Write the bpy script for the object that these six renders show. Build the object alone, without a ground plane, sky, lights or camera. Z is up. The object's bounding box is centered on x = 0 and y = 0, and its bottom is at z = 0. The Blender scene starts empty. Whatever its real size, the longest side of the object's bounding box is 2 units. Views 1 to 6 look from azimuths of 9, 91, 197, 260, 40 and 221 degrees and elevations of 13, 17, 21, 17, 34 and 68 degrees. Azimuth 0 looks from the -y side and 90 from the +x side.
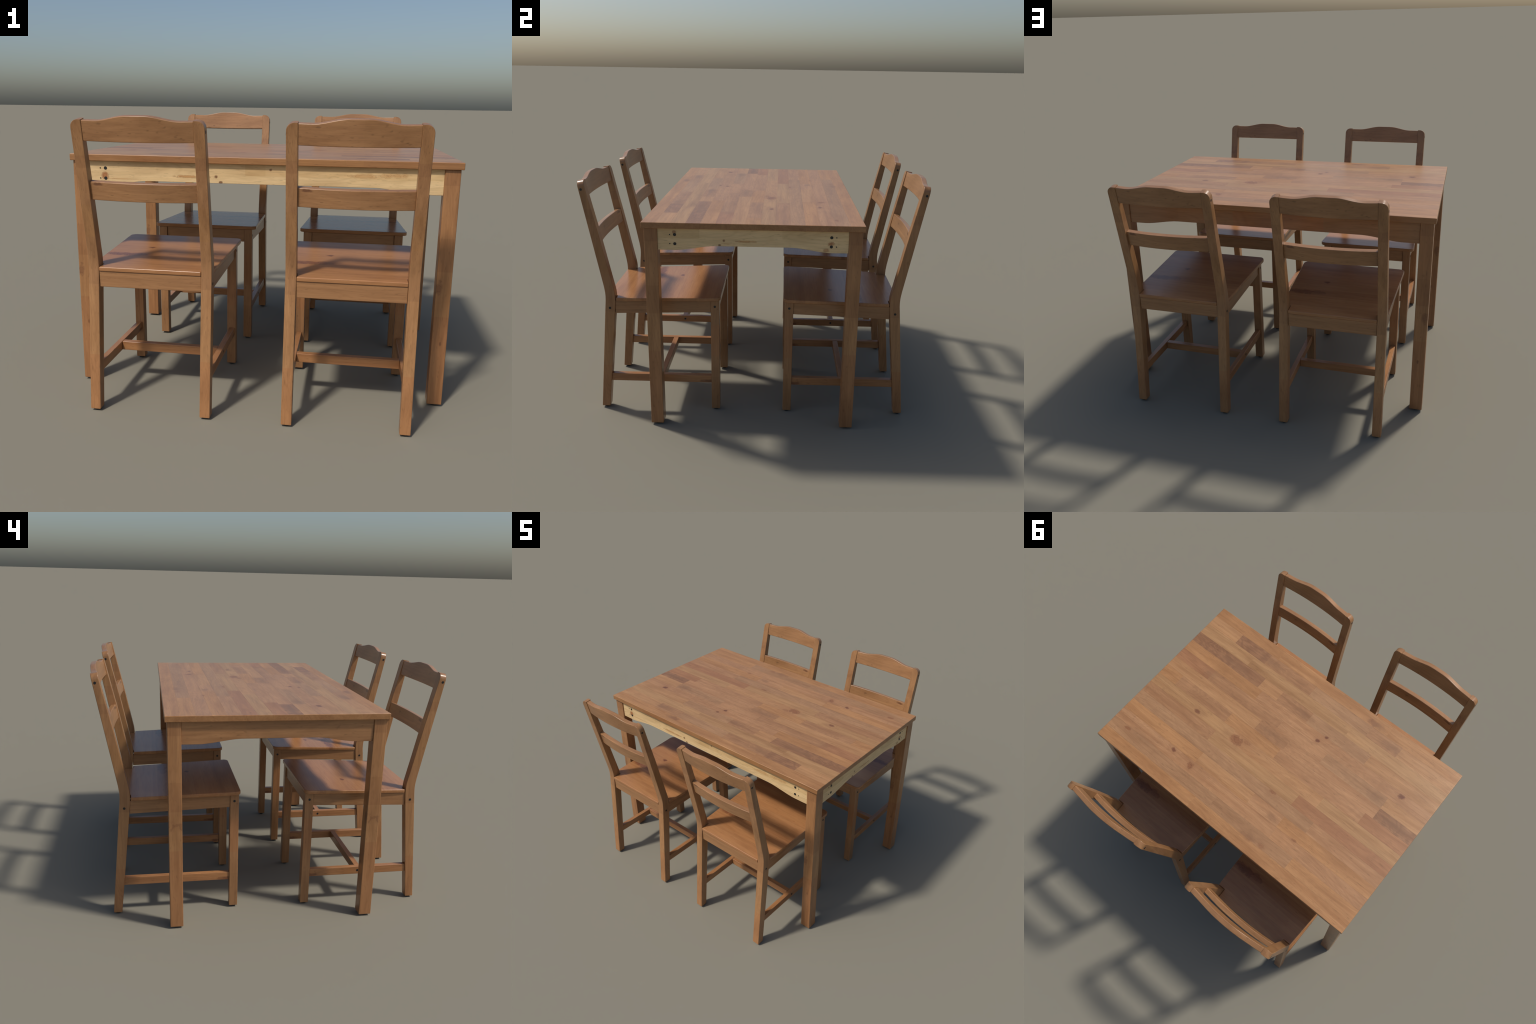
"""A stained-pine dining table with four matching ladder-back chairs."""
import bpy, bmesh, math
from mathutils import Vector, Matrix

# ----------------------------------------------------------------------------
# small helpers
# ----------------------------------------------------------------------------

def lerp(a, b, t):
    return a + (b - a) * t


def smooth01(t):
    t = max(0.0, min(1.0, t))
    return t * t * (3 - 2 * t)


def table_lookup(pairs, v):
    """piecewise linear function through (position, value) pairs"""
    if v <= pairs[0][0]:
        return pairs[0][1]
    for (p0, v0), (p1, v1) in zip(pairs, pairs[1:]):
        if v <= p1:
            return lerp(v0, v1, (v - p0) / (p1 - p0))
    return pairs[-1][1]


def new_object(name, data, parent=None):
    ob = bpy.data.objects.new(name, data)
    bpy.context.scene.collection.objects.link(ob)
    if parent is not None:
        ob.parent = parent
    return ob


def mesh_object(name, bm, materials, parent=None, weighted=True, recalc=True):
    if recalc:
        bmesh.ops.recalc_face_normals(bm, faces=bm.faces[:])
    me = bpy.data.meshes.new(name)
    for f in bm.faces:
        f.smooth = True
    bm.to_mesh(me)
    bm.free()
    me.set_sharp_from_angle(angle=math.radians(50))
    for m in materials:
        me.materials.append(m)
    ob = new_object(name, me, parent)
    if weighted:
        mod = ob.modifiers.new("weighted", 'WEIGHTED_NORMAL')
        mod.keep_sharp = True
        mod.weight = 100
    return ob


def bevel_sharp(bm, width, segments=2, angle=25):
    edges = [e for e in bm.edges if len(e.link_faces) == 2
             and e.calc_face_angle(0) > math.radians(angle)]
    bmesh.ops.bevel(bm, geom=edges, offset=width, segments=segments,
                    profile=0.5, affect='EDGES', clamp_overlap=True)


def prism(points, axis, lo, hi):
    """closed solid: a polygon extruded along an axis.
    axis 'x': points are (y, z); 'y': (x, z); 'z': (x, y)"""
    def place(p, h):
        if axis == 'x':
            return (h, p[0], p[1])
        if axis == 'y':
            return (p[0], h, p[1])
        return (p[0], p[1], h)
    bm = bmesh.new()
    a = [bm.verts.new(place(p, lo)) for p in points]
    b = [bm.verts.new(place(p, hi)) for p in points]
    bm.faces.new(a)
    bm.faces.new(b[::-1])
    n = len(points)
    for i in range(n):
        j = (i + 1) % n
        bm.faces.new((a[i], b[i], b[j], a[j]))
    bmesh.ops.recalc_face_normals(bm, faces=bm.faces[:])
    return bm


def box(x0, x1, y0, y1, z0, z1):
    return prism([(x0, y0), (x1, y0), (x1, y1), (x0, y1)], 'z', z0, z1)


def rounded_section(u0, u1, v0, v1, r, n=3):
    """rectangle with rounded corners as (u, v) points"""
    pts = []
    for cu, cv, a0 in ((u1 - r, v1 - r, 0), (u0 + r, v1 - r, 90),
                       (u0 + r, v0 + r, 180), (u1 - r, v0 + r, 270)):
        for i in range(n + 1):
            a = math.radians(a0 + 90 * i / n)
            pts.append((cu + r * math.cos(a), cv + r * math.sin(a)))
    return pts


def loft(rings):
    bm = bmesh.new()
    rows = [[bm.verts.new(p) for p in ring] for ring in rings]
    n = len(rows[0])
    for a, b in zip(rows, rows[1:]):
        for i in range(n):
            j = (i + 1) % n
            bm.faces.new((a[i], a[j], b[j], b[i]))
    bm.faces.new(rows[0][::-1])
    bm.faces.new(rows[-1])
    return bm


def disc(radius, depth, segments=20):
    bm = bmesh.new()
    bmesh.ops.create_cone(bm, cap_ends=True, segments=segments, radius1=radius,
                          radius2=radius, depth=depth)
    return bm

# ----------------------------------------------------------------------------
# materials
# ----------------------------------------------------------------------------
AX = {'x': 0, 'y': 1, 'z': 2}


class Nodes:
    def __init__(self, name):
        self.mat = bpy.data.materials.new(name)
        self.mat.use_nodes = True
        self.t = self.mat.node_tree
        self.t.nodes.clear()

    def node(self, kind, **props):
        n = self.t.nodes.new(kind)
        for k, v in props.items():
            setattr(n, k, v)
        return n

    def link(self, a, b):
        self.t.links.new(a, b)

    def math(self, op, a, b=None, c=None):
        n = self.node('ShaderNodeMath', operation=op)
        for i, v in enumerate((a, b, c)):
            if v is None:
                continue
            if isinstance(v, (int, float)):
                n.inputs[i].default_value = v
            else:
                self.link(v, n.inputs[i])
        return n.outputs[0]

    def vmath(self, op, a, b=None):
        n = self.node('ShaderNodeVectorMath', operation=op)
        for i, v in enumerate((a, b)):
            if v is None:
                continue
            if isinstance(v, (tuple, list)):
                n.inputs[i].default_value = v
            else:
                self.link(v, n.inputs[i])
        return n.outputs['Value'] if op == 'LENGTH' else n.outputs[0]

    def noise(self, vec, scale=1.0, detail=4.0, rough=0.55, distortion=0.0):
        n = self.node('ShaderNodeTexNoise')
        n.inputs['Scale'].default_value = scale
        n.inputs['Detail'].default_value = detail
        n.inputs['Roughness'].default_value = rough
        n.inputs['Distortion'].default_value = distortion
        self.link(vec, n.inputs['Vector'])
        return n.outputs[0]

    def ramp(self, fac, stops, mode='LINEAR'):
        n = self.node('ShaderNodeValToRGB')
        n.color_ramp.interpolation = mode
        el = n.color_ramp.elements
        while len(el) > 1:
            el.remove(el[-1])
        el[0].position = stops[0][0]
        el[0].color = tuple(stops[0][1]) + (1,)
        for p, c in stops[1:]:
            e = el.new(p)
            e.color = tuple(c) + (1,)
        self.link(fac, n.inputs[0])
        return n.outputs[0]

    def grey(self, fac, stops):
        """piecewise linear value through (position, value) stops"""
        total = None
        for k, ((p0, v0), (p1, v1)) in enumerate(zip(stops, stops[1:])):
            n = self.node('ShaderNodeMapRange')
            first = v0 if k == 0 else 0.0
            for i, v in enumerate((p0, p1, first, first + v1 - v0)):
                n.inputs[1 + i].default_value = v
            self.link(fac, n.inputs[0])
            total = n.outputs[0] if total is None else self.math('ADD', total, n.outputs[0])
        return total

    def mix(self, fac, a, b, blend='MIX'):
        n = self.node('ShaderNodeMix', data_type='RGBA', blend_type=blend)
        for sock, v in ((n.inputs[0], fac), (n.inputs[6], a), (n.inputs[7], b)):
            if isinstance(v, (int, float)):
                sock.default_value = v
            elif isinstance(v, (tuple, list)):
                sock.default_value = tuple(v) + (1,)
            else:
                self.link(v, sock)
        return n.outputs[2]


def draw_marks(N, obj, col, dark, knots, smudges=(), soft=0.0):
    """knots with squeezed growth rings, and soft dark smudges, at given places"""
    wob = N.noise(obj, 30.0, 3.0, 0.6, 0.3)
    wobble = N.math('MULTIPLY', N.math('SUBTRACT', wob, 0.5), 1.5)

    def radius(ku, kv, u, v, ru, rv):
        # the colour so far is added with a vanishing weight, only so that the
        # renderer works through the marks one after the other
        n = N.node('ShaderNodeVectorMath', operation='MULTIPLY_ADD')
        N.link(col, n.inputs[0])
        n.inputs[1].default_value = (1e-6, 1e-6, 1e-6)
        N.link(obj, n.inputs[2])
        place = n.outputs[0]
        c, k = [0.0] * 3, [0.0] * 3
        c[AX[ku]], c[AX[kv]] = u, v
        k[AX[ku]], k[AX[kv]] = 1.0 / ru, 1.0 / rv
        d = N.vmath('MULTIPLY', N.vmath('SUBTRACT', place, tuple(c)), tuple(k))
        return N.math('ADD', N.vmath('LENGTH', d), wobble)

    for ku, kv, u, v, ru, rv, kc, strength in knots:
        r = radius(ku, kv, u, v, ru, rv)
        stain = tuple(0.45 * a + 0.55 * b for a, b in zip(kc, (0.30, 0.14, 0.06)))
        col = N.mix(N.grey(r, [(0.7, 0.45 * strength * soft), (1.1, 0.24 * strength * soft), (2.6, 0.0)]), col, stain)
        col = N.mix(N.grey(r, [(0.40, strength), (0.62, strength * 0.55), (0.90, 0.0)]), col, kc)
        eye = N.math('SINE', N.math('MULTIPLY', r, 21.0))
        inside = N.math('MULTIPLY', N.grey(r, [(0.10, 0.0), (0.25, 0.45 * strength), (0.75, 0.45 * strength), (0.92, 0.0)]), eye)
        col = N.mix(N.math('MAXIMUM', inside, 0.0), col, (0.110, 0.040, 0.020))
        ring = N.math('SINE', N.math('MULTIPLY', r, 9.0))
        halo = N.math('MULTIPLY', N.grey(r, [(0.7, 0.0), (1.0, 0.45 * strength), (2.4, 0.0)]), ring)
        col = N.mix(N.math('MAXIMUM', halo, 0.0), col, dark)
    for u, v, ru, rv, strength in smudges:
        r = radius('x', 'y', u, v, ru, rv)
        col = N.mix(N.grey(r, [(0.2, strength), (1.0, 0.0)]), col, (0.222, 0.112, 0.054))
    return col


def marks_group(name, knots, smudges):
    """the same marks as a node group, shared by the tones of the tabletop"""
    N = Nodes.__new__(Nodes)
    N.t = bpy.data.node_groups.new(name, 'ShaderNodeTree')
    for nm in ("Color", "Dark"):
        N.t.interface.new_socket(nm, in_out='INPUT', socket_type='NodeSocketColor')
    N.t.interface.new_socket("Color", in_out='OUTPUT', socket_type='NodeSocketColor')
    gi, go = N.node('NodeGroupInput'), N.node('NodeGroupOutput')
    tc = N.node('ShaderNodeTexCoord')
    col = draw_marks(N, tc.outputs['Object'], gi.outputs[0], gi.outputs[1], knots, smudges, soft=1.0)
    N.link(col, go.inputs[0])
    return N.t


def wood(name, light, dark, grain='x', seed=0.0, joints=None, bands=None,
         knots=(), rough=0.30, figure=0.6, contrast=1.0, per_object=False,
         specks=0.0, streaks=(), curl=0.0, overlay=None, joints_above=None, rings=1.0):
    """stained wood.  light/dark: the two colours of the streaks; grain: the
    axis the fibres run along; joints: (position, brightness) of finger-jointed
    blocks along the grain; bands: the same for boards glued side by side,
    as (axis, list); knots: (axis_u, axis_v, u, v, ru, rv, colour, strength)"""
    N = Nodes(name)
    tc = N.node('ShaderNodeTexCoord')
    obj = tc.outputs['Object']
    g = AX[grain]
    vec = N.vmath('ADD', obj, (seed * 3.17, seed * 1.73, seed * 2.41))
    if per_object:
        info = N.node('ShaderNodeObjectInfo')
        comb = N.node('ShaderNodeCombineXYZ')
        for i, k in enumerate((41.0, 23.0, 17.0)):
            N.link(N.math('MULTIPLY', info.outputs['Random'], k), comb.inputs[i])
        vec = N.vmath('ADD', vec, comb.outputs[0])

    def stretched(along, across):
        s = [across] * 3
        s[g] = along
        return N.vmath('MULTIPLY', vec, tuple(s))

    streak = N.noise(stretched(1.5, 32.0), 1.0, 6.0, 0.66, figure)
    broad = N.noise(stretched(2.2, 7.5), 1.0, 3.0, 0.5, 0.8)
    fine = N.noise(stretched(9.0, 230.0), 1.0, 3.0, 0.6, 0.0)
    pore = N.noise(stretched(28.0, 260.0), 1.0, 2.0, 0.5, 0.0)
    ring = N.math('SINE', N.math('MULTIPLY', N.noise(stretched(1.0, 8.0), 1.0, 2.0, 0.45, figure), 75.0))
    lo, hi = 0.5 - 0.2 / contrast, 0.5 + 0.2 / contrast
    col = N.ramp(streak, [(lo, dark), (hi, light)])
    col = N.mix(1.0, col, N.ramp(broad, [(0.3, (0.86, 0.83, 0.80)), (0.55, (1, 1, 1)),
                                         (0.75, (1.06, 1.05, 1.02))]), 'MULTIPLY')
    col = N.mix(1.0, col, N.grey(fine, [(0.3, 0.905), (0.65, 1.05)]), 'MULTIPLY')
    col = N.mix(1.0, col, N.grey(pore, [(0.26, 0.72), (0.38, 1.0)]), 'MULTIPLY')
    col = N.mix(rings, col, N.ramp(N.math('MULTIPLY_ADD', ring, 0.5, 0.5), [(0.0, (1.02, 1.02, 1.02)), (0.6, (1, 1, 1)), (1.0, (0.94, 0.925, 0.91))]), 'MULTIPLY')
    if curl:
        # curly figure: soft bands lying across the fibres
        bend = N.noise(stretched(3.0, 9.0), 1.0, 3.0, 0.55, 1.2)
        cs = N.node('ShaderNodeSeparateXYZ')
        N.link(vec, cs.inputs[0])
        phase = N.math('ADD', N.math('MULTIPLY', bend, 42.0), N.math('MULTIPLY', cs.outputs[g], 70.0))
        band = N.math('MULTIPLY_ADD', N.math('SINE', phase), 0.5, 0.5)
        where = N.grey(N.noise(stretched(3.5, 7.0), 1.0, 1.0, 0.5, 0.0), [(0.38, 0.0), (0.54, curl)])
        col = N.mix(N.math('MULTIPLY', band, where), col, tuple(c * 0.72 for c in dark))
    if specks:
        s = N.noise(stretched(30.0, 75.0), 1.0, 1.0, 0.4, 0.0)
        col = N.mix(1.0, col, N.grey(s, [(0.69, 1.0), (0.78, 1.0 - specks)]), 'MULTIPLY')
    sep = N.node('ShaderNodeSeparateXYZ')
    N.link(obj, sep.inputs[0])
    for axis, blocks in ([(grain, joints)] if joints else []) + ([bands] if bands else []):
        p0, p1 = blocks[0][0], blocks[-1][0] + 0.5
        mr = N.node('ShaderNodeMapRange')
        N.link(sep.outputs[AX[axis]], mr.inputs[0])
        mr.inputs[1].default_value, mr.inputs[2].default_value = p0, p1
        stops = []
        for p, v in blocks:
            c = v if isinstance(v, tuple) else (v, v, v)
            stops.append(((p - p0) / (p1 - p0), c))
        amount = 1.0
        if joints_above is not None:
            amount = N.math('GREATER_THAN', sep.outputs[2], joints_above)
        col = N.mix(amount, col, N.ramp(mr.outputs[0], stops, 'CONSTANT'), 'MULTIPLY')
    col = N.mix(1.0, col, (1.07, 1.07, 1.07), 'MULTIPLY')
    marks = list(knots) + list(streaks)
    if marks:
        col = draw_marks(N, obj, col, dark, marks)
    if overlay is not None:
        grp = N.node('ShaderNodeGroup')
        grp.node_tree = overlay
        N.link(col, grp.inputs[0])
        grp.inputs[1].default_value = tuple(dark) + (1,)
        col = grp.outputs[0]
    bsdf = N.node('ShaderNodeBsdfPrincipled')
    N.link(col, bsdf.inputs['Base Color'])
    rr = N.grey(streak, [(0.2, rough * 0.92), (0.8, rough * 1.1)])
    N.link(rr, bsdf.inputs['Roughness'])
    bsdf.inputs['Specular IOR Level'].default_value = 0.5
    bump = N.node('ShaderNodeBump')
    bump.inputs['Strength'].default_value = 0.05
    bump.inputs['Distance'].default_value = 0.001
    N.link(fine, bump.inputs['Height'])
    N.link(bump.outputs[0], bsdf.inputs['Normal'])
    out = N.node('ShaderNodeOutputMaterial')
    N.link(bsdf.outputs[0], out.inputs[0])
    return N.mat


def plain(name, color, rough):
    N = Nodes(name)
    bsdf = N.node('ShaderNodeBsdfPrincipled')
    tc = N.node('ShaderNodeTexCoord')
    n = N.noise(tc.outputs['Object'], 300.0, 2.0)
    N.link(N.ramp(n, [(0.3, tuple(c * 0.8 for c in color)), (0.7, color)]),
           bsdf.inputs['Base Color'])
    bsdf.inputs['Roughness'].default_value = rough
    out = N.node('ShaderNodeOutputMaterial')
    N.link(bsdf.outputs[0], out.inputs[0])
    return N.mat


KNOT = (0.150, 0.050, 0.024)
KNOT_RED = (0.245, 0.098, 0.040)

# --- chair woods
BROWN_L, BROWN_D = (0.364, 0.186, 0.081), (0.268, 0.131, 0.057)
WARM_L, WARM_D = (0.395, 0.190, 0.077), (0.295, 0.129, 0.052)

leg_blocks = [(0.0, (1.08, 1.02, 0.98)), (0.284, (1.10, 1.12, 1.10)), (0.63, 0.97),
              (0.86, (1.0, 1.0, 0.94)), (1.02, 1.02), (1.191, (0.92, 0.90, 0.90)),
              (1.243, (1.0, 1.01, 0.98))]
mat_back_leg = wood("leg_wood", BROWN_L, BROWN_D, 'z', 1.0, joints=leg_blocks, specks=0.18)
mat_front_leg = wood("front_leg_wood", BROWN_L, BROWN_D, 'z', 2.0,
                     joints=[(0.0, 0.95), (0.22, 1.04), (0.36, (1.06, 0.98, 0.94)), (0.56, 1.02)],
                     specks=0.18)
mat_slat = wood("slat_wood", BROWN_L, BROWN_D, 'x', 3.0, specks=0.28,
                joints=[(-0.35, 1.0), (0.02, (0.97, 0.97, 0.95))],
                streaks=[('x', 'z', -0.212, 1.118, 0.032, 0.010, (0.13, 0.050, 0.025), 0.8)])
mat_rail_x = wood("seat_rail_wood", BROWN_L, BROWN_D, 'x', 4.0, specks=0.2)
mat_rail_y = wood("side_rail_wood", BROWN_L, BROWN_D, 'y', 5.0, specks=0.15)
mat_stretch = wood("stretcher_wood", WARM_L, WARM_D, 'y', 6.0, specks=0.25,
                   streaks=[('y', 'z', 0.285, 0.190, 0.05, 0.012, (0.14, 0.045, 0.022), 0.7)])
mat_cross = wood("cross_stretcher_wood", WARM_L, WARM_D, 'x', 7.0, specks=0.25)
mat_seat = wood("seat_wood", (0.412, 0.202, 0.083), (0.300, 0.131, 0.053), 'x', 8.0, rough=0.24,
                contrast=0.7, rings=0.35,
                bands=('y', [(-0.40, (0.98, 0.98, 0.98)), (-0.205, (1.06, 1.05, 1.02)),
                             (-0.10, (0.90, 0.86, 0.84)), (-0.025, (1.0, 1.0, 1.0)),
                             (0.12, (1.05, 1.03, 1.0)), (0.24, (0.95, 0.94, 0.93))]),
                knots=[('x', 'y', -0.112, 0.084, 0.026, 0.019, KNOT, 0.9)],
                streaks=[('x', 'y', -0.235, -0.062, 0.20, 0.034, (0.16, 0.055, 0.028), 0.75)])

# --- table woods
mat_table_leg = wood("table_leg_wood", (0.375, 0.189, 0.081), (0.280, 0.134, 0.057), 'z', 9.0,
                     joints=[(0.0, (1.0, 0.95, 0.93)), (0.468, (1.06, 1.08, 1.05)), (0.699, (0.94, 0.91, 0.88)),
                             (0.86, (1.03, 1.02, 1.0)), (1.117, (0.91, 0.88, 0.87))],
                     streaks=[('x', 'z', -0.02, 0.62, 0.022, 0.05, (0.18, 0.075, 0.035), 0.6),
                              ('x', 'z', 0.005, 0.336, 0.008, 0.016, (0.16, 0.065, 0.030), 0.8)],
                     specks=0.2)
mat_apron_brown_x = wood("apron_stained_long", BROWN_L, BROWN_D, 'x', 10.0, specks=0.2,
                         joints=[(-1.0, 1.0), (-0.35, (1.08, 0.95, 0.9)), (0.2, (1.0, 1.0, 1.0)),
                                 (0.55, (0.94, 0.94, 0.96))])
mat_apron_brown_y = wood("apron_stained_short", BROWN_L, BROWN_D, 'y', 11.0, specks=0.2,
                         joints=[(-1.0, 1.0), (0.18, (1.05, 1.03, 1.0))])
PALE_L, PALE_D = (0.755, 0.550, 0.295), (0.625, 0.425, 0.205)
PALE_KNOT, PALE_ORANGE = (0.17, 0.060, 0.018), (0.50, 0.235, 0.070)
mat_apron_pale_x = wood(
    "apron_raw_long", PALE_L, PALE_D, 'x', 12.0, contrast=0.7, rough=0.5, joints_above=1.136,
    joints=[(-1.0, (1.02, 1.02, 1.02)), (-0.521, (0.97, 0.96, 0.95)), (-0.072, (0.91, 0.86, 0.79)), (0.03, (0.97, 0.94, 0.90)),
            (0.324, (0.98, 0.95, 0.90))],
    knots=[('x', 'z', -0.211, 1.127, 0.011, 0.010, PALE_KNOT, 0.9),
           ('x', 'z', -0.189, 1.100, 0.012, 0.008, PALE_KNOT, 0.85),
           ('x', 'z', 0.059, 1.167, 0.012, 0.010, PALE_KNOT, 0.9),
           ('x', 'z', -0.787, 1.121, 0.030, 0.022, (0.36, 0.12, 0.03), 0.85)],
    streaks=[('x', 'z', -0.335, 1.124, 0.115, 0.009, PALE_ORANGE, 0.75),
             ('x', 'z', -0.70, 1.104, 0.11, 0.004, PALE_ORANGE, 0.5),
             ('x', 'z', 0.50, 1.150, 0.09, 0.014, PALE_ORANGE, 0.45),
             ('x', 'z', 0.65, 1.156, 0.09, 0.018, PALE_ORANGE, 0.45)])
mat_apron_pale_y = wood(
    "apron_raw_short", PALE_L, PALE_D, 'y', 13.0, contrast=0.7, rough=0.5, joints_above=1.136,
    joints=[(-1.0, (0.92, 0.89, 0.84)), (-0.295, (1.02, 1.02, 1.02)), (0.155, (0.98, 0.97, 0.95))],
    knots=[('y', 'z', -0.157, 1.127, 0.010, 0.009, PALE_KNOT, 0.85),
           ('y', 'z', -0.180, 1.102, 0.011, 0.008, PALE_KNOT, 0.85),
           ('y', 'z', -0.425, 1.172, 0.016, 0.012, (0.28, 0.11, 0.04), 0.7),
           ('y', 'z', 0.418, 1.121, 0.026, 0.018, (0.36, 0.12, 0.03), 0.8),
           ('y', 'z', 0.392, 1.084, 0.020, 0.014, (0.36, 0.14, 0.04), 0.6)],
    streaks=[('y', 'z', -0.04, 1.124, 0.075, 0.009, PALE_ORANGE, 0.7),
             ('y', 'z', -0.13, 1.110, 0.05, 0.004, PALE_ORANGE, 0.5)])
mat_black = plain("black_metal", (0.012, 0.012, 0.013), 0.45)
mat_felt = plain("dark_plastic", (0.020, 0.019, 0.018), 0.6)

# tabletop: knots sit at places of the whole top, so every tone carries them
TOP_KNOTS = [('x', 'y', 0.252, 0.085, 0.059, 0.039, KNOT_RED, 0.78),
             ('x', 'y', 0.192, 0.060, 0.031, 0.022, KNOT_RED, 0.46),
             ('x', 'y', 0.574, 0.092, 0.031, 0.018, KNOT, 0.69),
             ('x', 'y', -0.139, -0.230, 0.019, 0.014, KNOT, 0.87),
             ('x', 'y', -0.170, -0.279, 0.017, 0.012, KNOT, 0.87),
             ('x', 'y', -0.753, -0.257, 0.025, 0.022, KNOT, 0.87),
             ('x', 'y', 0.515, 0.381, 0.021, 0.015, KNOT, 0.78),
             ('x', 'y', 0.364, 0.397, 0.029, 0.029, KNOT_RED, 0.74),
             ('x', 'y', 0.838, 0.455, 0.034, 0.012, KNOT_RED, 0.74),
             ('x', 'y', -0.143, 0.206, 0.030, 0.012, KNOT_RED, 0.69),
             ('x', 'y', -0.335, -0.545, 0.046, 0.024, KNOT_RED, 0.51),
             ('x', 'y', -0.426, 0.358, 0.024, 0.011, KNOT_RED, 0.69),
             ('x', 'y', -0.200, 0.512, 0.061, 0.020, KNOT_RED, 0.29),
             ('x', 'y', -0.302, 0.508, 0.031, 0.019, KNOT_RED, 0.41)]
TOP_SMUDGES = [(-0.52, -0.480, 0.10, 0.036, 0.60), (-0.64, -0.160, 0.09, 0.036, 0.55),
               (0.04, -0.320, 0.10, 0.036, 0.45), (-0.83, -0.085, 0.13, 0.034, 0.75),
               (-0.24, 0.330, 0.06, 0.030, 0.50), (0.10, -0.085, 0.13, 0.030, 0.45),
               (-0.36, -0.545, 0.07, 0.034, 0.50), (0.70, -0.160, 0.06, 0.034, 0.50),
               (0.72, 0.440, 0.13, 0.034, 0.35), (-0.21, 0.505, 0.08, 0.030, 0.45),
               (0.42, -0.480, 0.10, 0.034, 0.55), (0.60, -0.320, 0.15, 0.034, 0.55),
               (-0.85, -0.330, 0.10, 0.034, 0.25)]
# name: (light streak, dark streak, figure, curl)
TONES = {
    'L': ((0.424, 0.226, 0.101), (0.345, 0.171, 0.072), 0.6, 0.0),
    'T': ((0.412, 0.229, 0.102), (0.325, 0.168, 0.071), 0.4, 0.0),
    'O': ((0.416, 0.212, 0.088), (0.334, 0.158, 0.062), 0.7, 0.15),
    'P': ((0.408, 0.215, 0.101), (0.335, 0.165, 0.074), 1.0, 0.20),
    'M': ((0.378, 0.196, 0.090), (0.300, 0.147, 0.066), 0.9, 0.30),
    'G': ((0.374, 0.203, 0.097), (0.302, 0.156, 0.073), 0.9, 0.20),
    'D': ((0.335, 0.170, 0.080), (0.242, 0.115, 0.055), 1.6, 0.50),
    'R': ((0.368, 0.178, 0.080), (0.288, 0.130, 0.059), 0.9, 0.20),
}
mat_rim = wood("tabletop_rim_wood", (0.365, 0.182, 0.074), (0.285, 0.132, 0.053), 'x', 31.0,
               joints=[(-1.2, 1.0), (-0.62, (1.0, 0.96, 0.94)), (-0.1, (1.02, 1.03, 1.0)), (0.5, 0.96)])
top_marks = marks_group("tabletop_marks", TOP_KNOTS, TOP_SMUDGES)
mat_top = {k: wood("tabletop_wood_" + k, l, d, 'x', 20.0 + i, overlay=top_marks, figure=f,
                   curl=c, rough=0.34, contrast=1.25, per_object=True, specks=0.15)
           for i, (k, (l, d, f, c)) in enumerate(TONES.items())}

# ----------------------------------------------------------------------------
# table
# ----------------------------------------------------------------------------
HX, HY = 0.9622, 0.6008            # half size of the top
TOP_LO, TOP_HI = 1.192, 1.2257
LEG = 0.0727
LEG_IN = 0.0122                   # legs stand this far in from the top's edge
GLIDE = 0.0085
APRON_IN = 0.0075               # aprons are set back behind the legs' faces

# fifteen rows of staves, from the -y edge; each row is a list of
# (tone, x where the stave ends), running from +x to -x
ROWS = [
    [('O', 0.42), ('O', -0.45), ('O', -9)],
    [('L', 0.722), ('D', 0.47), ('M', 0.099), ('G', -0.35), ('M', -0.576), ('L', -9)],
    [('T', 0.55), ('T', -0.25), ('T', -9)],
    [('D', 0.392), ('L', 0.24), ('M', -0.005), ('G', -0.455), ('L', -9)],
    [('O', 0.35), ('P', -9)],
    [('R', 0.683), ('M', 0.112), ('P', -0.239), ('G', -0.698), ('L', -9)],
    [('L', 0.22), ('M', -0.010), ('P', -0.70), ('D', -9)],
    [('O', 0.82), ('M', 0.396), ('O', 0.0), ('P', -0.648), ('R', -9)],
    [('T', 0.30), ('L', -0.40), ('T', -9)],
    [('M', 0.395), ('T', -0.274), ('R', -9)],
    [('G', 0.30), ('G', -0.45), ('P', -9)],
    [('O', 0.355), ('L', -0.062), ('P', -0.292), ('O', -9)],
    [('P', 0.46), ('P', -0.30), ('P', -9)],
    [('G', 0.10), ('G', -0.487), ('O', -9)],
    [('O', 0.20), ('O', -9)],
]


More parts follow.
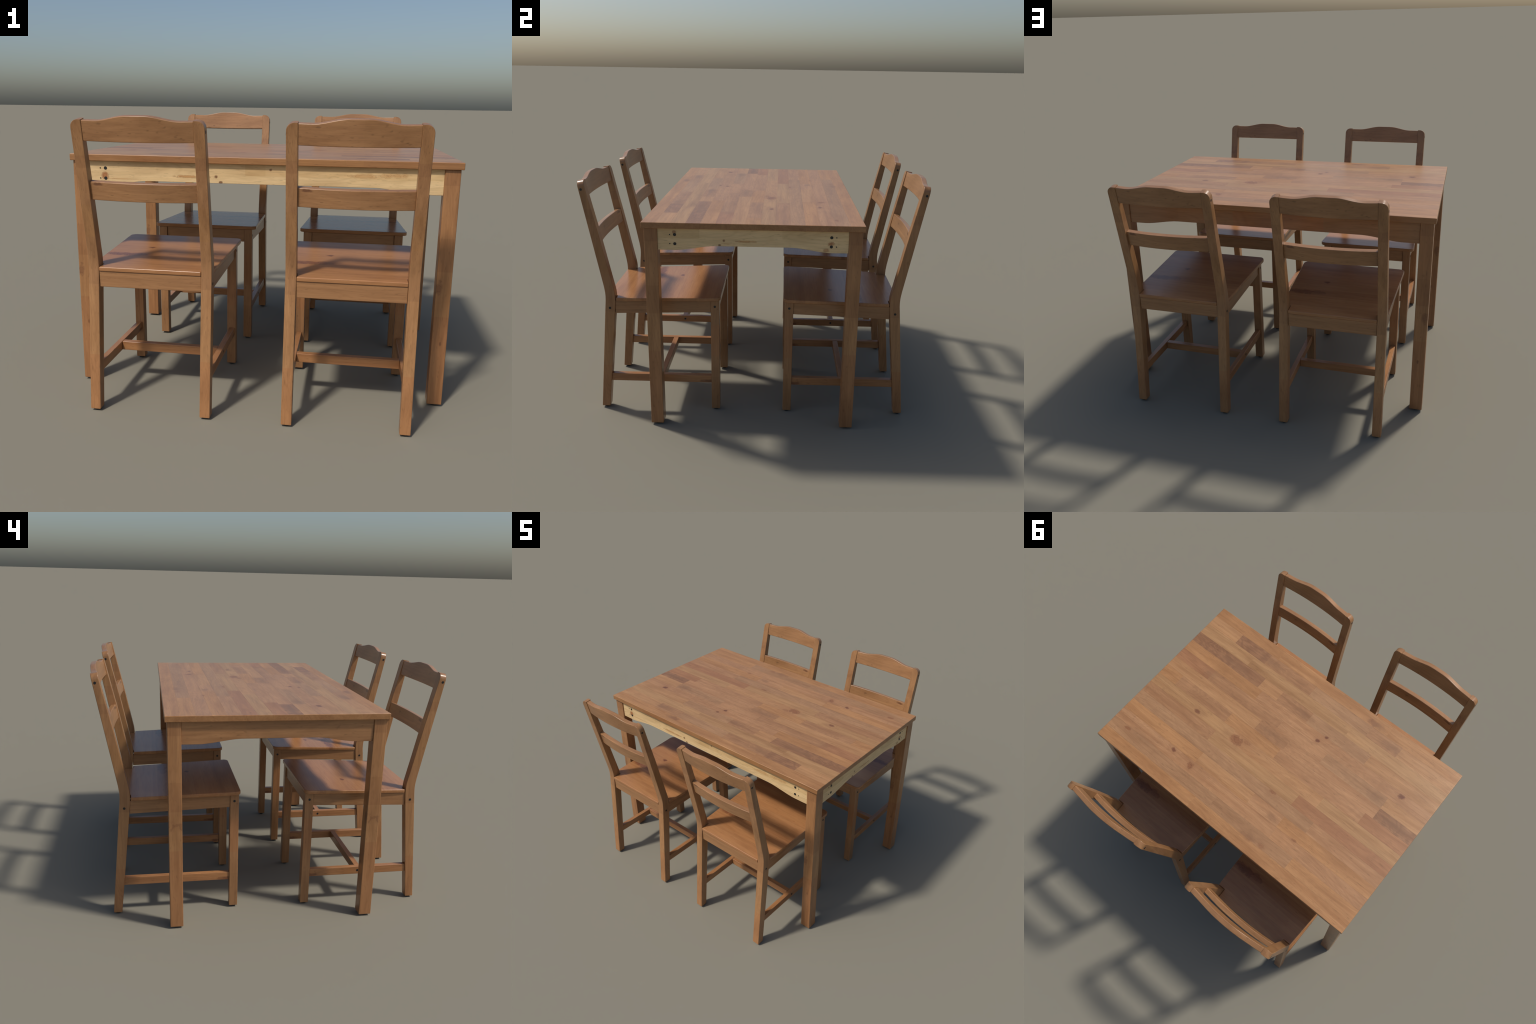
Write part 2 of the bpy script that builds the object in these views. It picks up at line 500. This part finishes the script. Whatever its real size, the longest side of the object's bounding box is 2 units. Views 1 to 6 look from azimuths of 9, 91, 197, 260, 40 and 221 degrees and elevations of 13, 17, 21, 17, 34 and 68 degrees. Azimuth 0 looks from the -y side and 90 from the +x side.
def build_table():
    table = new_object("dining_table", None)
    table.location = (0, 0.010, 0)
    table["label"] = "rectangular stained pine dining table with arched aprons"
    table["category"] = "dining table"

    # --- top, glued up from staves; only the outer rim is rounded
    top = new_object("tabletop", None, table)
    pitch = 2 * HY / len(ROWS)
    gap = 0.00008
    slab = box(-HX, HX, -HY, HY, TOP_LO, TOP_HI)
    bevel_sharp(slab, 0.0036, 3)
    for i, row in enumerate(ROWS):
        y0, y1 = -HY + i * pitch, -HY + (i + 1) * pitch
        x1 = 9.0
        for tone, x0 in row:
            bm = slab.copy()
            for co, no in (((0, y0 + gap, 0), (0, -1, 0)), ((0, y1 - gap, 0), (0, 1, 0)),
                           ((x0 + gap, 0, 0), (-1, 0, 0)), ((x1 - gap, 0, 0), (1, 0, 0))):
                res = bmesh.ops.bisect_plane(
                    bm, geom=bm.verts[:] + bm.edges[:] + bm.faces[:], plane_co=co,
                    plane_no=no, clear_outer=True)
                rim = [e for e in res['geom_cut'] if isinstance(e, bmesh.types.BMEdge)]
                if rim:
                    bmesh.ops.edgeloop_fill(bm, edges=rim)
            bmesh.ops.recalc_face_normals(bm, faces=bm.faces[:])
            for f in bm.faces:
                if abs(f.normal.z) < 0.3:
                    f.material_index = 1
            mesh_object("stave", bm, [mat_top[tone], mat_rim], top)
            x1 = x0
    slab.free()

    # --- legs with plastic glides
    leg_mesh = None
    for sx in (-1, 1):
        for sy in (-1, 1):
            if leg_mesh is None:
                h = LEG / 2
                bm = box(-h, h, -h, h, GLIDE, TOP_LO - 0.0003)
                bevel_sharp(bm, 0.004, 3)
                leg = mesh_object("table_leg", bm, [mat_table_leg], table)
                glide = mesh_object("foot_glide", disc(0.0245, GLIDE + 0.002, 28), [mat_felt], leg)
                glide.location = (0, 0, (GLIDE + 0.002) / 2)
                leg_mesh, glide_mesh = leg, glide
            else:
                leg = leg_mesh.copy()
                bpy.context.scene.collection.objects.link(leg)
                g = glide_mesh.copy()
                bpy.context.scene.collection.objects.link(g)
                g.parent = leg
            leg.location = (sx * (HX - LEG_IN - LEG / 2), sy * (HY - LEG_IN - LEG / 2), 0)

    # --- aprons: arched boards, stained on one face and raw with screw holes on
    #     the other; the raw faces look to +x and to -y
    def arch(u, lo_at, hi_at):
        return lerp(1.0955, 1.0695, smooth01((abs(u) - lo_at) / (hi_at - lo_at)))

    thick = 0.030
    for kind, half, (a, b), bolt in (('x', HX - LEG_IN - LEG, (0.555, 0.790), 0.7825),
                                     ('y', HY - LEG_IN - LEG, (0.195, 0.430), 0.422)):
        n = 72
        us = [-half + 2 * half * i / n for i in range(n + 1)]
        outline = [(u, arch(u, a, b)) for u in us] + [(half, TOP_LO - 0.0004), (-half, TOP_LO - 0.0004)]
        for side in (-1, 1):
            if kind == 'x':
                c = side * (HY - LEG_IN - APRON_IN - thick / 2)
                bm = prism(outline, 'y', c - thick / 2, c + thick / 2)
                raw = Vector((0, -1, 0))
                mats = [mat_apron_brown_x, mat_apron_pale_x]
            else:
                c = side * (HX - LEG_IN - APRON_IN - thick / 2)
                bm = prism(outline, 'x', c - thick / 2, c + thick / 2)
                raw = Vector((1, 0, 0))
                mats = [mat_apron_brown_y, mat_apron_pale_y]
            bevel_sharp(bm, 0.0015, 1, 60)
            bmesh.ops.recalc_face_normals(bm, faces=bm.faces[:])
            for f in bm.faces:
                f.normal_update()
                if f.normal.dot(raw) > 0.6:
                    f.material_index = 1
            apron = mesh_object("apron", bm, mats, table)
            for s in (-1, 1):
                for z in (1.156, 1.105):
                    for u, r, nm in ((bolt, 0.0085, "screw_head"), (bolt + 0.027, 0.0033, "pilot_hole")):
                        head = mesh_object(nm, disc(r, 0.002, 16), [mat_black], apron, weighted=False)
                        if kind == 'x':
                            head.location = (s * u, c - thick / 2, z)
                            head.rotation_euler = (math.pi / 2, 0, 0)
                        else:
                            head.location = (c + thick / 2, s * u, z)
                            head.rotation_euler = (0, math.pi / 2, 0)
    return table

# ----------------------------------------------------------------------------
# chair.  Local frame: origin on the floor, x to the side, +y to the front;
# the profile numbers are y measured from the line 0.55 behind the table's axis
# ----------------------------------------------------------------------------
Y0 = 0.55
HALF = 0.2995          # half width over the legs
LEGW = 0.0505
INNER = HALF - LEGW
LEAN = 0.1925         # backward lean of the upper leg
# (z, y): back and front outline of the bent rear leg
BACK_EDGE = [(0.0085, -0.9190), (0.640, -0.8655), (0.700, -0.8600), (0.724, -0.8588), (0.750, -0.8600),
             (0.787, -0.8649), (0.850, -0.8770), (1.390, -0.9810), (1.402, -0.9833)]
FRONT_EDGE = [(0.0085, -0.8700), (0.640, -0.8070), (0.690, -0.8025), (0.719, -0.8012), (0.757, -0.8039),
              (0.823, -0.8180), (0.950, -0.8462), (1.110, -0.8803), (1.250, -0.9125), (1.392, -0.9435),
              (1.402, -0.9455)]
SEAT_SLOPE = 0.036
SEAT_TOP = 0.7412      # at the front edge, y = -0.183
SEAT_THICK = 0.0212


def seat_z(y):
    return SEAT_TOP - (-0.183 - y) * SEAT_SLOPE


def shift(bm):
    for v in bm.verts:
        v.co.y += Y0
    return bm


def rear_leg_mesh():
    """right-hand rear leg: square section, bent at the seat, outer top corner rounded"""
    zs = [0.0085, 0.0115] + [0.0115 + (0.62 - 0.0115) * i / 8 for i in range(1, 9)]
    zs += [0.65 + 0.02 * i for i in range(11)] + [0.92, 1.0, 1.1, 1.2, 1.3, 1.35]
    top, rad = 1.4030, 0.034
    zs += [top - rad + rad * math.sin(math.radians(a)) for a in (0, 12, 24, 36, 48, 60, 70, 79, 86, 90)]
    rings = []
    for k, z in enumerate(zs):
        yb, yf = table_lookup(BACK_EDGE, z), table_lookup(FRONT_EDGE, z)
        outer = HALF
        if z > top - rad:
            outer = HALF - rad + math.sqrt(max(0.0, rad ** 2 - (z - top + rad) ** 2))
        r = 0.0032
        cut = 0.0
        if k == 0:
            cut = 0.0016
        sec = rounded_section(INNER + cut, outer - cut, yb + cut, yf - cut, r)
        tilt = LEAN * smooth01((z - 0.80) / 0.25)
        rings.append([(x, y, z + tilt * (y - yb)) for x, y in sec])
    bm = loft(rings)
    return shift(bm)


def slat_mesh(recess, thick, sag, z_low, top_of, rows=36):
    """bowed back slat; lies in the leaning plane of the rear legs"""
    up = Vector((0, -LEAN, 1))
    fwd = Vector((0, 1, LEAN)).normalized()
    half = INNER - 0.0006
    rings = []
    for i in range(rows + 1):
        x = -half + 2 * half * i / rows
        bow = sag * (1 - (x / half) ** 2)
        zt = top_of(x)
        base = Vector((x, -0.7134, 0)) + fwd * (recess - bow)
        ring = []
        for n_, t_ in rounded_section(0, thick, z_low, zt, 0.0035):
            ring.append(base + up * t_ + fwd * n_)
        rings.append(ring)
    return shift(loft(rings))


def seat_mesh():
    """tapered board, rounded front corners, notched round the rear legs"""
    front, wide, narrow, r = -0.183, 0.3225, 0.2985, 0.032
    notch_y, back = -0.7985, -0.862
    right = []
    for a in (90, 75, 60, 45, 30, 15, 0):
        t = math.radians(a)
        right.append((wide - r + r * math.cos(t), front - r + r * math.sin(t)))
    right += [(lerp(wide, narrow, 0.33), -0.40), (lerp(wide, narrow, 0.66), -0.60),
              (narrow, notch_y), (INNER - 0.001, notch_y), (INNER - 0.001, back)]
    outline = right + [(-x, y) for x, y in reversed(right)]
    bm = prism(outline, 'z', -SEAT_THICK, 0.0)
    bevel_sharp(bm, 0.0042, 3, 40)
    for v in bm.verts:
        v.co.z += seat_z(v.co.y)
    return shift(bm)


def slanted_rail(x0, x1, y_front, y_rear, drop_front, drop_rear):
    """side rail under the sloping seat"""
    top = lambda y: seat_z(y) - SEAT_THICK - 0.0003
    pts = [(y_front, top(y_front)), (y_rear, top(y_rear)),
           (y_rear, drop_rear), (y_front, drop_front)]
    bm = prism(pts, 'x', x0, x1)
    bevel_sharp(bm, 0.0025, 2)
    return shift(bm)


def block(x0, x1, y0, y1, z0, z1, bev=0.003):
    bm = box(x0, x1, y0, y1, z0, z1)
    bevel_sharp(bm, bev, 2)
    return shift(bm)


def mirrored(bm):
    m = bm.copy()
    for v in m.verts:
        v.co.x = -v.co.x
    bmesh.ops.reverse_faces(m, faces=m.faces[:])
    return m


def build_chair():
    chair = new_object("dining_chair", None)
    chair["label"] = "stained pine ladder-back chair with bowed slats"
    chair["category"] = "chair"

    cap_mesh = disc(0.0072, 0.002, 16)
    glide_bm = disc(0.0170, GLIDE + 0.002, 24)

    def cap(parent, side, y, z):
        ob = mesh_object("screw_cap", cap_mesh.copy(), [mat_black], parent, weighted=False)
        ob.location = (side * HALF, y + Y0, z)
        ob.rotation_euler = (0, math.pi / 2, 0)
        return ob

    def glide(parent, side, y):
        ob = mesh_object("foot_glide", glide_bm.copy(), [mat_felt], parent)
        ob.location = (side * (HALF - LEGW / 2), y + Y0, (GLIDE + 0.002) / 2)

    rear = rear_leg_mesh()
    front = block(INNER, HALF, -0.2424, -0.1920, GLIDE, 0.7190, 0.0032)
    side_rail = slanted_rail(HALF - 0.037, HALF - 0.007, -0.2415, -0.8065, 0.6390, 0.6205)
    stretcher = block(HALF - 0.038, HALF - 0.008, -0.8540, -0.2415, 0.1790, 0.2275)
    # the stretcher's rear end follows the raked leg
    for v in stretcher.verts:
        if v.co.y < -0.7 + Y0:
            v.co.y += (v.co.z - 0.179) * 0.09
    for side in (1, -1):
        pick = (lambda b: b.copy()) if side > 0 else mirrored
        leg = mesh_object("rear_leg", pick(rear), [mat_back_leg], chair)
        cap(leg, side, -0.9596, 1.3581)
        cap(leg, side, -0.8358, 0.6560)
        glide(leg, side, -0.8945)
        leg = mesh_object("front_leg", pick(front), [mat_front_leg], chair)
        cap(leg, side, -0.2180, 0.6775)
        glide(leg, side, -0.2172)
        mesh_object("side_rail", pick(side_rail), [mat_rail_y], chair)
        st = mesh_object("stretcher", pick(stretcher), [mat_stretch], chair)
        c = cap(st, side, -0.5450, 0.2035)
        c.location.x = side * (HALF - 0.008)
    for b in (rear, front, side_rail, stretcher, cap_mesh, glide_bm):
        b.free()
    mesh_object("cross_stretcher", block(-(HALF - 0.0385), HALF - 0.0385, -0.5645, -0.5310, 0.1795, 0.2268),
                [mat_cross], chair)
    lo = lambda y: seat_z(y) - SEAT_THICK - 0.0003
    mesh_object("rear_rail", block(-INNER + 0.0004, INNER - 0.0004, -0.8570, -0.8270, 0.6180, lo(-0.857)),
                [mat_rail_x], chair)
    mesh_object("front_rail", block(-INNER + 0.0004, INNER - 0.0004, -0.2300, -0.2000, 0.6390, lo(-0.230)),
                [mat_rail_x], chair)
    mesh_object("seat", seat_mesh(), [mat_seat], chair)
    crest = lambda x: 1.3995 + 0.0228 * smooth01((0.190 - abs(x)) / 0.150)
    mesh_object("crest_rail", slat_mesh(0.0038, 0.0305, 0.0172, 1.3095, crest), [mat_slat], chair)
    mesh_object("back_slat", slat_mesh(0.0130, 0.0310, 0.0168, 1.0408, lambda x: 1.1255), [mat_slat], chair)
    return chair


def copy_tree(ob, parent=None):
    c = ob.copy()
    bpy.context.scene.collection.objects.link(c)
    c.parent = parent
    for child in ob.children:
        copy_tree(child, c)
    return c


build_table()
first = build_chair()
PLACES = [(0.4705, -1), (-0.4705, -1), (0.4715, 1), (-0.4500, 1)]
for i, (x, side) in enumerate(PLACES):
    ch = first if i == 0 else copy_tree(first)
    ch.location = (x, side * Y0, 0)
    ch.rotation_euler = (0, 0, 0 if side < 0 else math.pi)
